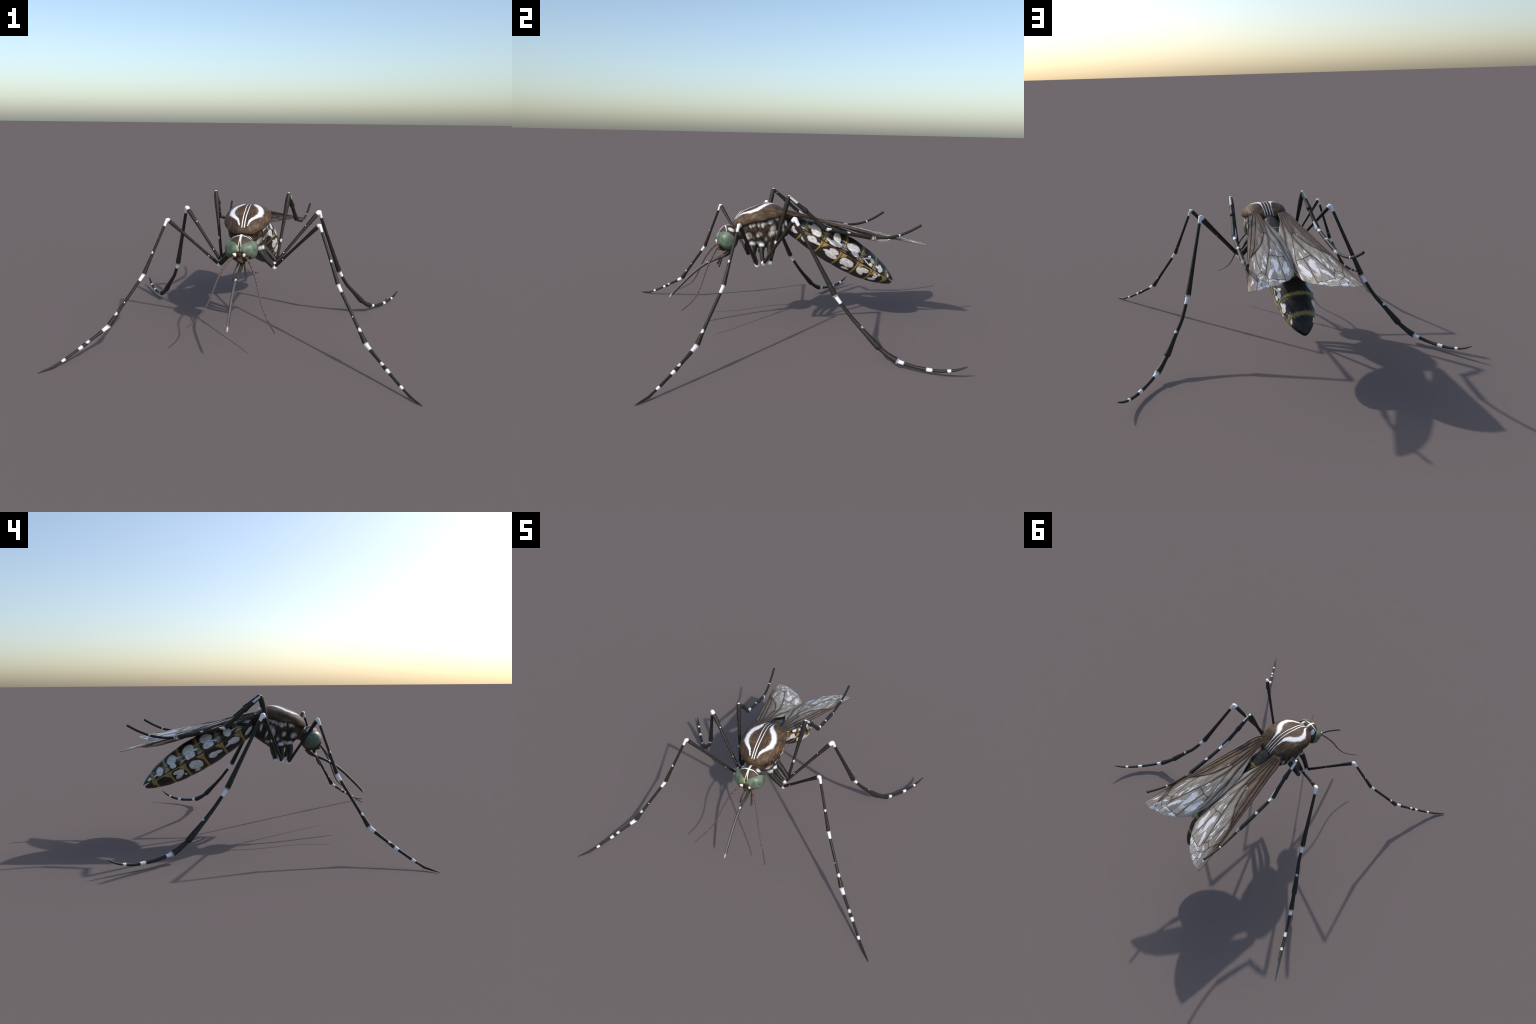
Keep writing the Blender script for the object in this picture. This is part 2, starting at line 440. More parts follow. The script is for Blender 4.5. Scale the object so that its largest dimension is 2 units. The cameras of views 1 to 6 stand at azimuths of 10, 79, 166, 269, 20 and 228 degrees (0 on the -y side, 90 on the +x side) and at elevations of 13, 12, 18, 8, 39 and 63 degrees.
BRN = mat_plain('face_brown', (0.018, 0.011, 0.007), (0.085, 0.050, 0.028), 120, 0.55, 0.3, 0.4)
make('face', *merge([ball_geo((0, -0.348, 0.564), (0.036, 0.040, 0.036)), ball_geo((0, -0.381, 0.588), (0.012, 0.013, 0.020)), ball_geo((0, -0.366, 0.582), (0.046, 0.020, 0.014))]), mat_plain('face_dark', (0.010, 0.007, 0.005), (0.050, 0.030, 0.018), 120, 0.55, 0.25, 0.3), head)
def lumpy(geo, amp, sc):
    V, F = geo
    return [v + Vector((noise.noise(v*sc), noise.noise(v*sc+Vector((9, 0, 0))), noise.noise(v*sc+Vector((0, 7, 0))))) * amp for v in V], F
make('clypeus', *lumpy(merge([ball_geo((0, -0.372, 0.556), (0.0205, 0.019, 0.018)), ball_geo((0.009, -0.376, 0.547), (0.011, 0.012, 0.011)),
                        ball_geo((-0.009, -0.376, 0.547), (0.011, 0.012, 0.011)), ball_geo((0.018, -0.362, 0.552), (0.010, 0.012, 0.016)), ball_geo((-0.018, -0.362, 0.552), (0.010, 0.012, 0.016))]), 0.003, 70), BRN, head)

def mat_pedicel():
    n = NT('antenna_base_brown')
    g = n.noise(n.P, 90, 2)
    base = n.mix(n.ramp(g, 0.3, 0.7), (0.030, 0.017, 0.010), (0.110, 0.066, 0.040))
    m = n.ramp(n.vmath('DISTANCE', n.P, (0.0245, -0.398, 0.590)), 0.007, 0.0165, 1.0, 0.0)
    return n.fin(n.mix(m, base, (0.80, 0.76, 0.72)), 0.5, 0.3)
def torus_geo(c, axis, R, r, nu=32, nv=16):
    c = Vector(c); ax = Vector(axis).normalized(); a = ax.cross(Vector((0, 0, 1))).normalized(); b = ax.cross(a)
    V, F = [], []
    for i in range(nu):
        d = a * cos(2*pi*i/nu) + b * sin(2*pi*i/nu)
        for j in range(nv):
            V.append(c + d * (R + r * cos(2*pi*j/nv)) + ax * r * sin(2*pi*j/nv))
    for i in range(nu):
        for j in range(nv):
            F.append((i*nv+j, ((i+1) % nu)*nv+j, ((i+1) % nu)*nv+(j+1) % nv, i*nv+(j+1) % nv))
    return V, F
# cup-shaped antenna base, white on its inner side
ped = mesh_of('antenna_base', merge([torus_geo((0.0375, -0.384, 0.5805), (0.25, -0.85, -0.45), 0.0125, 0.0078), ball_geo((0.0375, -0.379, 0.583), (0.016, 0.010, 0.016)),
                                     ball_geo((0.0275, -0.389, 0.588), (0.0095, 0.0085, 0.011))]), mat_pedicel())
mirror_pair('antenna_base', ped, head)

# antennae: fine beaded whips
ANT = [(0.038, -0.380, 0.576), (0.073, -0.417, 0.531), (0.100, -0.447, 0.483), (0.119, -0.472, 0.434), (0.135, -0.492, 0.382),
       (0.153, -0.512, 0.332), (0.177, -0.538, 0.287), (0.208, -0.578, 0.250), (0.243, -0.630, 0.2195)]
def mat_ant():
    n = NT('antenna_brown')
    w = n.math('SINE', n.math('MULTIPLY', n.math('SUBTRACT', n.z, n.math('MULTIPLY', n.y, 0.6)), 520))
    return n.fin(n.mix(n.ramp(w, -0.5, 0.8), (0.072, 0.047, 0.041), (0.125, 0.086, 0.077)), 0.55, 0.25)
ap = catmull(ANT, 150)
am = mesh_of('antenna', tube_geo(ap, lambda t: interp([(0, 0.0062), (0.4, 0.0050), (1, 0.0030)], t) * (1 + 0.05*sin(t*2*pi*26)), 10), mat_ant())
mirror_pair('antenna', am, head)

# proboscis and palps
def mat_prob():
    n = NT('proboscis_dark')
    g = n.noise(n.comb(n.math('MULTIPLY', n.x, 300), n.math('MULTIPLY', n.y, 30), n.math('MULTIPLY', n.z, 60)), 1, 2)
    base = n.mix(n.ramp(g, 0.3, 0.7), (0.024, 0.021, 0.020), (0.058, 0.050, 0.048))
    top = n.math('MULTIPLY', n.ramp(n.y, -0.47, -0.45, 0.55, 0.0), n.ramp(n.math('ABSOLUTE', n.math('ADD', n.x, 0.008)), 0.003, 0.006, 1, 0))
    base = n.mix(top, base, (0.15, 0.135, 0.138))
    m = n.ramp(n.vmath('DISTANCE', n.P, (-0.010, -0.456, 0.459)), 0.005, 0.011, 0.9, 0.0)
    tip = n.ramp(n.y, -0.686, -0.674, 0.45, 0.0)
    return n.fin(n.mix(n.mx([m, tip]), base, (0.72, 0.70, 0.70)), 0.45, 0.4)
PROB = [(0.0, -0.300, 0.534), (0, -0.324, 0.508), (-0.001, -0.365, 0.490), (-0.006, -0.431, 0.462), (-0.009, -0.49, 0.428),
        (-0.009, -0.545, 0.385), (-0.008, -0.60, 0.332), (-0.007, -0.65, 0.281), (-0.006, -0.691, 0.2355)]
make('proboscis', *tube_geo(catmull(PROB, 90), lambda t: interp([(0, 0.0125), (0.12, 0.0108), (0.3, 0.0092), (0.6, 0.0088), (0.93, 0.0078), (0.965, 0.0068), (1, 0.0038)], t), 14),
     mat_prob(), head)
PALP = [(0.016, -0.315, 0.527), (0.024, -0.345, 0.506), (0.031, -0.366, 0.484), (0.036, -0.375, 0.458), (0.038, -0.384, 0.436)]
pm = mesh_of('palp', tube_geo(catmull(PALP, 40), lambda t: interp([(0, 0.0048), (0.5, 0.0054), (0.8, 0.0060), (1, 0.0056)], t), 12, rough=0.08),
             mat_plain('palp_brown', (0.03, 0.021, 0.017), (0.085, 0.058, 0.045), 150))
mirror_pair('palp', pm, head)

# ================================================================== ABDOMEN
AO, AA, AU = Vector((0, 0.05, 0.729)), Vector((0, 0.8684, -0.4958)), Vector((0, 0.4958, 0.8684))
AB_W = [(-0.01, 0.045), (0.03, 0.056), (0.06, 0.063), (0.118, 0.077), (0.20, 0.094), (0.258, 0.103), (0.35, 0.113), (0.42, 0.116), (0.47, 0.115), (0.539, 0.111),
        (0.60, 0.107), (0.652, 0.100), (0.72, 0.086), (0.766, 0.073), (0.81, 0.054), (0.845, 0.030), (0.864, 0.008)]
AB_T = [(-0.01, 0.043), (0.03, 0.049), (0.06, 0.053), (0.102, 0.059), (0.20, 0.080), (0.30, 0.099), (0.398, 0.108), (0.47, 0.108), (0.545, 0.103), (0.65, 0.088),
        (0.70, 0.077), (0.76, 0.060), (0.81, 0.038), (0.85, 0.016), (0.864, 0.004)]
AB_B = [(-0.01, 0.050), (0.06, 0.073), (0.126, 0.083), (0.268, 0.100), (0.341, 0.107), (0.41, 0.109), (0.55, 0.105), (0.66, 0.092), (0.77, 0.064),
        (0.81, 0.050), (0.845, 0.034), (0.860, 0.026), (0.864, 0.022)]
SEG = [-0.035, 0.118, 0.258, 0.401, 0.538, 0.652, 0.766, 0.864]
def ab_pt(s, a, off=0.0, back=0.0):
    """point on the abdomen: s along the axis, a = angle, 0 at the +x side, pi/2 on the back"""
    w = interp(AB_W, s); h = interp(AB_T, s) if sin(a) >= 0 else interp(AB_B, s)
    ca, sa = cos(a), sin(a)
    return AO + AA * s + AU * ((h + off) * math.copysign(abs(sa) ** 0.94, sa)) + Vector(((w + off) * math.copysign(abs(ca) ** 0.94, ca), 0, 0))

def plate_geo(i, dorsal):
    """one curved body plate with thickness; its hind edge laps over the next plate"""
    s0, s1 = SEG[i], SEG[i + 1]
    last = i == len(SEG) - 2
    s_end = s1 + (0.006 if not last else 0)
    s_beg = s0 - 0.004 if i else s0
    g = 0.022
    ns, na = 26, 46
    outer, inner = [], []
    for p in range(ns + 1):
        s = s_beg + (s_end - s_beg) * p / ns
        f = (s - s0) / (s1 - s0)
        bulge = 0.0022 * sin(pi * min(max(f, 0), 1)) + 0.0028 * max(f, 0) - 0.0016
        if last: bulge *= 1 - f
        if last and not dorsal: s_ = s - 0.008 * f
        else: s_ = s
        gg = g + (0.42 * max(0, f - 0.45) if last else 0)     # the last pair gapes at the tip
        a0, a1 = (gg, pi - gg) if dorsal else (-pi + gg * 1.3, -gg * 1.3)
        for q in range(na + 1):
            a = a0 + (a1 - a0) * q / na
            outer.append(ab_pt(s_, a, bulge)); 
            th = min(0.004, 0.35 * interp(AB_W, s))
            inner.append(ab_pt(s_, a, bulge - th))
    n = na + 1; o = len(outer)
    V = outer + inner; F = []
    for p in range(ns):
        for q in range(na):
            a = p*n + q
            F.append((a, a+1, a+n+1, a+n)); F.append((o+a, o+a+n, o+a+n+1, o+a+1))
    for q in range(na):
        F.append((q, o+q, o+q+1, q+1)); e = ns*n + q; F.append((e, e+1, o+e+1, o+e))
    for p in range(ns):
        a = p*n; F.append((a, a+n, o+a+n, o+a)); a = p*n + na; F.append((a, o+a, o+a+n, a+n))
    return V, F

# white scale patches: (plate, s, t, long, short, angle) measured along the body axis; one list per flank
T_POS = [(1, .187,.032, .039,.028,-.57), (1, .167,.036,.044,.009,-3.06), (2,.331,.060,.029,.024,1.92), (2,.336,.024,.044,.016,.16), (2,.286,.024,.019,.009,3.0),
         (3,.462,.057,.044,.024,.10), (3,.482,.030,.032,.014,-.15), (3,.423,.054,.020,.009,2.83), (4,.592,.056,.014,.010,.96), (4,.621,.047,.018,.011,-.32),
         (4,.620,.020,.014,.010,-.34), (4,.573,.041,.031,.0035,-2.6), (4,.583,.022,.038,.003,2.83), (5,.694,.036,.016,.012,2.43), (5,.707,.021,.018,.015,.61),
         (5,.677,.026,.020,.006,3.06), (6,.782,.017,.019,.006,2.51), (0,.033,.028,.023,.014,3.1)]
T_NEG = [(0,.033,.028,.023,.014,3.1), (0,.059,.030,.012,.004,.06), (1,.189,.031,.027,.024,-1.53), (1,.156,.027,.026,.004,3.08), (2,.331,.066,.041,.025,-2.98),
         (2,.335,.022,.036,.021,-3.03), (2,.288,.030,.025,.005,-2.69), (3,.468,.058,.041,.027,3.01), (3,.473,.023,.034,.026,3.11), (3,.421,.039,.021,.006,3.13),
         (4,.596,.056,.034,.025,2.96), (4,.605,.020,.020,.017,-3.0), (4,.563,.054,.023,.004,-2.94), (5,.705,.029,.029,.022,2.38), (5,.741,.019,.018,.004,-.11),
         (6,.795,.018,.016,.007,2.89)]
S_POS = [(0,.043,-.033,.026,.019,2.78), (0,.069,-.040,.024,.008,-.02), (1,.156,-.048,.026,.016,3.06), (1,.189,-.027,.034,.018,0), (1,.223,-.034,.029,.008,.06),
         (2,.353,-.026,.033,.015,-.03), (2,.350,-.054,.042,.016,-.07), (2,.314,-.043,.026,.008,-3.01), (3,.445,-.048,.024,.023,2.4), (3,.475,-.046,.042,.023,-.03),
         (3,.486,-.084,.024,.008,.13), (4,.580,-.054,.031,.014,-.39), (4,.601,-.034,.036,.015,.13), (4,.568,-.039,.017,.009,-3.03), (5,.686,-.020,.011,.005,.57),
         (5,.716,-.013,.010,.007,-.24), (5,.699,-.035,.018,.012,.85), (5,.689,-.060,.028,.008,.26)]
S_NEG = [(0,.062,-.032,.036,.010,2.74), (1,.178,-.038,.039,.019,-3.0), (1,.223,-.043,.023,.006,-.15), (2,.340,-.050,.030,.018,.09), (2,.302,-.050,.027,.010,-2.96),
         (3,.469,-.049,.044,.028,-2.82), (3,.481,-.086,.018,.007,-3.0), (4,.595,-.033,.038,.012,-3.01), (4,.598,-.056,.035,.014,2.85), (4,.562,-.069,.009,.006,-3.04)]

TAN, TAN_L = (0.31, 0.225, 0.080), (0.44, 0.40, 0.26)
def mat_plate(i, dorsal):
    n = NT(('tergite' if dorsal else 'sternite') + '_scales')
    d = n.vmath('SUBTRACT', n.P, tuple(AO))
    s = n.vmath('DOT_PRODUCT', d, tuple(AA)); t = n.vmath('DOT_PRODUCT', d, tuple(AU))
    fib = n.noise(n.comb(n.math('MULTIPLY', s, 9), n.math('MULTIPLY', t, 190), n.math('MULTIPLY', n.x, 190)), 1, 2, 0.55)
    soft = n.noise(n.P, 60, 2, 0.5)
    base = n.mix(n.ramp(soft, 0.3, 0.7), *(((0.026, 0.023, 0.020), (0.048, 0.042, 0.036)) if i == 0 and dorsal else ((0.014, 0.012, 0.011), (0.030, 0.026, 0.023))))  # first back plate lightened to bake its grey sheen into the base
    s0, s1 = SEG[i], SEG[i + 1]
    e0 = n.math('SUBTRACT', s, s0); e1 = n.math('SUBTRACT', s1, s)
    fr = n.math('MULTIPLY', n.math('SUBTRACT', fib, 0.5), 0.055)
    at = n.math('ABSOLUTE', t)
    if dorsal:
        m0 = n.ramp(n.math('ADD', e0, fr), 0.008, 0.017, 1, 0) if i else 0.0
        m1 = n.ramp(n.math('ADD', e1, n.math('MULTIPLY', fr, 0.8)), 0.005, 0.012, 1, 0) if i < 6 else 0.0
        # thinner on top of the first plates
        band = n.mx([q for q in (m0, m1) if not isinstance(q, float)])
        tan = n.mix(n.ramp(fib, 0.35, 0.65), (0.18, 0.140, 0.045), (0.35, 0.265, 0.095))
        col = n.mix(band, base, tan)
        # pale corner where the plate meets the side seam
        low = n.ramp(n.math('ADD', t, n.math('MULTIPLY', e0 if i else e1, 0.45)), 0.010, 0.024, 1, 0)
        near = n.ramp(n.math('MINIMUM', e0, e1) if 0 < i < 6 else (e1 if i == 0 else e0), 0.012, 0.034, 1, 0)
        col = n.mix(n.math('MULTIPLY', low, near), col, TAN_L)
        # fringe of white hairs crossing the joint
        hair = n.math('MULTIPLY', n.ramp(fib, 0.52, 0.60), n.ramp(e1 if i == 0 else n.math('MINIMUM', e0, e1), 0.018, 0.036, 1, 0))
        hair = n.math('MULTIPLY', hair, n.ramp(n.math('SUBTRACT', t, n.math('MULTIPLY', n.math('ABSOLUTE', n.x), 0.72)), -0.006, 0.010, 1, 0))
        if i < 6: col = n.mix(n.math('MULTIPLY', hair, 0.6), col, (0.6, 0.6, 0.6))
    else:
        # dark rounded panel framed in tan
        frame = n.math('ADD', e0, n.math('MULTIPLY', n.math('SUBTRACT', soft, 0.5), 0.008))
        tri0 = n.ramp(n.math('SUBTRACT', frame, n.math('MULTIPLY_ADD', n.ramp(t, -0.048, -0.002), 0.036, 0.008)), -0.006, 0.006, 1, 0)
        tri1 = n.ramp(n.math('SUBTRACT', e1, n.math('MULTIPLY_ADD', n.ramp(t, -0.030, 0.0), 0.008 if i < 4 else 0.016, 0.005)), -0.003, 0.006, 1, 0)
        top = n.math('MULTIPLY', n.ramp(t, -0.008, -0.004), 0.35) if i < 4 else n.ramp(t, -0.014, -0.004)
        lst = [top]
        if i: lst.append(tri0)
        if i < 6: lst.append(tri1)
        band = n.mx(lst)
        if i == 6: band = n.math('MULTIPLY', band, n.ramp(s, 0.78, 0.80, 1, 0))
        tan = n.mix(n.ramp(fib, 0.3, 0.7), (0.26, 0.185, 0.058), (0.39, 0.29, 0.105))
        col = n.mix(n.math('MULTIPLY', band, n.ramp(t, -0.108, -0.085, 0.55, 1.0)), base, tan)
    side = n.math('GREATER_THAN', n.x, 0.0)
    wc = n.noise(n.P, 95, 2, 0.55, color=True)
    sep = n.t.nodes.new('ShaderNodeSeparateColor'); n.L(wc, sep.inputs[0])
    ws = n.math('MULTIPLY_ADD', n.math('SUBTRACT', sep.outputs[0], 0.5), 0.010, s)
    wt = n.math('MULTIPLY_ADD', n.math('SUBTRACT', sep.outputs[1], 0.5), 0.010, t)
    ms = []
    for lst, sd in ((T_POS if dorsal else S_POS, True), (T_NEG if dorsal else S_NEG, False)):
        L = [n.blob(ws, wt, cs, ct, a*1.04, b*1.08, g, 0.13) for pi_, cs, ct, a, b, g in lst if pi_ == i]
        if L:
            q = n.mx(L)
            ms.append(n.math('MULTIPLY', q, side if sd else n.math('SUBTRACT', 1.0, side)))
    if ms:
        shade = n.noise(n.comb(n.math('MULTIPLY', s, 45), n.math('MULTIPLY', t, 110), 0.0), 1, 1)
        wcol = n.mix(n.ramp(shade, 0.35, 0.65), (0.52, 0.51, 0.505) if not dorsal else (0.60, 0.60, 0.61), (0.74, 0.735, 0.73) if not dorsal else (0.84, 0.84, 0.85))
        col = n.mix(n.math('MULTIPLY', n.mx(ms), n.ramp(n.math('ABSOLUTE', n.x), *((0.022, 0.036) if i else (0.044, 0.056)))), col, wcol)
    n.bump(fib, 0.15, 0.0015)
    return n.fin(col, 0.46, 0.3)

# soft core seen only in the side seam
core_V, core_F = [], []
NS, NA = 60, 40
for p in range(NS + 1):
    s = -0.02 + 0.825 * p / NS
    for q in range(NA):
        a = 2 * pi * q / NA
        core_V.append(ab_pt(s, a, -min(0.0042, 0.4 * interp(AB_W, s))))
for p in range(NS):
    for q in range(NA):
        a = p*NA + q; b = p*NA + (q+1) % NA
        core_F.append((a, b, b+NA, a+NA))
core_F.append(tuple(range(NA))); core_F.append(tuple(range(NS*NA, NS*NA+NA)))
def mat_core():
    n = NT('seam_red')
    s = n.vmath('DOT_PRODUCT', n.vmath('SUBTRACT', n.P, tuple(AO)), tuple(AA))
    return n.fin(n.mix(n.ramp(s, 0.56, 0.68), (0.095, 0.011, 0.008), (0.05, 0.042, 0.026)), 0.5, 0.3)
abdomen = make('abdomen', core_V, core_F, mat_core(), root)
for i in range(7):
    make('tergite', *plate_geo(i, True), mat_plate(i, True), abdomen)
    make('sternite', *plate_geo(i, False), mat_plate(i, False), abdomen)

# ================================================================== WINGS
def wing_z(x, y):
    return WC[0] + WC[1]*x + WC[2]*y + WC[3]*x*x + WC[4]*x*y + WC[5]*y*y
WC = (0.78999, 0.127, -0.287, -1.474, 0.619, -0.058)
LEAD = [(0.090, 0.020), (0.122, 0.055), (0.136, 0.10), (0.148, 0.172), (0.177, 0.30), (0.201, 0.42), (0.226, 0.54), (0.251, 0.65), (0.269, 0.75), (0.281, 0.83), (0.289, 0.891)]
INNER = [(0.055, 0.035), (0.053, 0.075), (0.043, 0.15), (0.014, 0.23), (-0.010, 0.30), (-0.020, 0.36), (-0.024, 0.45), (-0.020, 0.54), (-0.010, 0.61), (0.000, 0.66), (0.013, 0.709)]
ENDM = [(0.013, 0.709), (0.050, 0.764), (0.080, 0.796), (0.122, 0.836), (0.16, 0.857), (0.20, 0.876), (0.246, 0.889), (0.289, 0.891)]
# veins as (x, y, radius) runs
VEINS = [
    [(0.100, 0.05, .0045), (0.118, 0.12, .004), (0.140, 0.22, .0034), (0.172, 0.36, .0032), (0.200, 0.48, .003), (0.232, 0.61, .0026), (0.258, 0.73, .0022)],
    [(0.088, 0.05, .004), (0.100, 0.14, .0034), (0.126, 0.26, .003), (0.156, 0.39, .0026), (0.178, 0.475, .0026), (0.205, 0.545, .003)],
    [(0.080, 0.05, .004), (0.080, 0.14, .0036), (0.083, 0.22, .0034), (0.086, 0.288, .0032), (0.104, 0.36, .0026), (0.133, 0.44, .0026), (0.175, 0.506, .0030), (0.212, 0.556, .0034)],
    [(0.070, 0.05, .0036), (0.064, 0.14, .003), (0.062, 0.23, .0028), (0.067, 0.309, .0026), (0.073, 0.38, .002), (0.09, 0.47, .002), (0.113, 0.555, .002), (0.142, 0.65, .0019), (0.163, 0.72, .0018), (0.173, 0.752, .002)],
    [(0.086, 0.288, .0026), (0.067, 0.309, .0024)],
    [(0.067, 0.309, .002), (0.052, 0.40, .0018), (0.035, 0.49, .0018), (0.025, 0.548, .0018), (0.020, 0.60, .0014)],
    [(0.113, 0.555, .0018), (0.090, 0.550, .002), (0.065, 0.556, .002), (0.045, 0.556, .0018), (0.025, 0.548, .0018)],
    [(0.065, 0.556, .0018), (0.070, 0.66, .0017), (0.074, 0.774, .0017)],
    [(0.175, 0.506, .002), (0.186, 0.59, .0018), (0.189, 0.67, .0017), (0.187, 0.729, .0018)],
    [(0.187, 0.729, .0018), (0.173, 0.752, .0018), (0.166, 0.772, .0018), (0.162, 0.792, .0018), (0.115, 0.786, .0016), (0.074, 0.774, .0016)],
    [(0.187, 0.729, .0017), (0.204, 0.738, .0017), (0.221, 0.758, .0017), (0.214, 0.795, .0016), (0.190, 0.812, .0016), (0.176, 0.818, .0016), (0.162, 0.792, .0016)],
    [(0.246, 0.679, .0018), (0.234, 0.715, .0017), (0.221, 0.758, .0017), (0.226, 0.80, .0016), (0.232, 0.831, .0016), (0.246, 0.886, .0015)],
    [(0.232, 0.831, .0015), (0.214, 0.850, .0015), (0.210, 0.878, .0014)],
    [(0.176, 0.818, .0015), (0.174, 0.862, .0014)],
    [(0.060, 0.06, .0034), (0.050, 0.16, .003), (0.034, 0.27, .0026), (0.017, 0.37, .0024), (0.008, 0.46, .0022), (0.003, 0.56, .0018), (0.006, 0.64, .0014)],
    [(0.017, 0.37, .0018), (-0.004, 0.44, .0016), (-0.014, 0.52, .0014)],
]
def wing_relief(x, y):
    """soft pleats that follow the length of the membrane"""
    r = 0.0010 * sin(120 * (x - 0.16 * y) + 3 * noise.noise(Vector((x * 10, y * 5, 0))))
    r += 0.0022 * noise.noise(Vector((x * 40, y * 14, 2.0)))
    return r * min(1, max(0, (y - 0.05) / 0.25))
def wing_geo():
    nu, nv = 150, 90
    lead = catmull([(x, y, 0) for x, y in LEAD], nu + 1)
    li = catmull([(x, y, 0) for x, y in INNER], 200) + catmull([(x, y, 0) for x, y in ENDM], 110)[1:]
    inner = resample(li, nu + 1)
    T = 0.0011
    V, F = [], []
    for sgn in (1, -1):
        for i in range(nu + 1):
            for j in range(nv + 1):
                p = lead[i].lerp(inner[i], j / nv)
                edge = min(j, nv - j) / nv
                th = T * min(1.0, 0.25 + edge * 12)
                if i == nu: th = T * 0.25
                V.append(Vector((p.x, p.y, wing_z(p.x, p.y) + wing_relief(p.x, p.y) + sgn * th)))
    n = nv + 1; o = (nu + 1) * n
    for i in range(nu):
        for j in range(nv):
            a = i*n + j
            F.append((a, a+1, a+n+1, a+n)); F.append((o+a, o+a+n, o+a+n+1, o+a+1))
    for i in range(nu):
        a = i*n; F.append((a, a+n, o+a+n, o+a)); a = i*n + nv; F.append((a, o+a, o+a+n, a+n))
    for j in range(nv):
        F.append((j, o+j, o+j+1, j+1))
        e = nu*n + j; F.append((e, e+1, o+e+1, o+e))
    return V, F
def vein_geo():
    G = []
    for run in VEINS:
        n = max(6, int(12 * len(run)))
        path = catmull([(x, y, 0) for x, y, r in run], n)
        path = [Vector((p.x, p.y, wing_z(p.x, p.y) + wing_relief(p.x, p.y))) for p in path]
        tab = [(k / (len(run) - 1), r) for k, (x, y, r) in enumerate(run)]
        G.append(tube_geo(path, lambda t: (interp(tab, t) + 0.0002) * 1.12, 8))
    # thickened front edge
    path = catmull([(x, y, 0) for x, y in LEAD], 90)
    path = [Vector((p.x, p.y, wing_z(p.x, p.y) + wing_relief(p.x, p.y))) for p in path]
    G.append(tube_geo(path, lambda t: 0.0042 - 0.0032 * t, 8))
    return merge(G)
# highlights painted pale into the membrane colour: (x, y, long, short, angle)
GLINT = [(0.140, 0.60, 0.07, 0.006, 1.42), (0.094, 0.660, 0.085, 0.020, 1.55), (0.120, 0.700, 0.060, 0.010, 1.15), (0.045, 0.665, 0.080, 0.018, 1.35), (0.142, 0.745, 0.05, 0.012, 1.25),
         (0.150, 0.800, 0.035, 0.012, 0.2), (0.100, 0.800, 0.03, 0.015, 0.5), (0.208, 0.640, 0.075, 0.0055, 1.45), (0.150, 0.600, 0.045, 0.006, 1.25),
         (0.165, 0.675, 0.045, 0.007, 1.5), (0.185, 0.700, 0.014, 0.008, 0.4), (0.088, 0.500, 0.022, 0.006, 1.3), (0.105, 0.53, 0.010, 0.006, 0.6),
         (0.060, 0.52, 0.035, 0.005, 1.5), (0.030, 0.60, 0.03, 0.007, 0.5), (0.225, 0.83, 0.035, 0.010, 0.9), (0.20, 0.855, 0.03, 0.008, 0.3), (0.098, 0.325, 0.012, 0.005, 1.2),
         (0.035, 0.47, 0.05, 0.005, 1.7), (0.195, 0.775, 0.02, 0.008, 0.7), (0.252, 0.81, 0.04, 0.006, 1.3)]
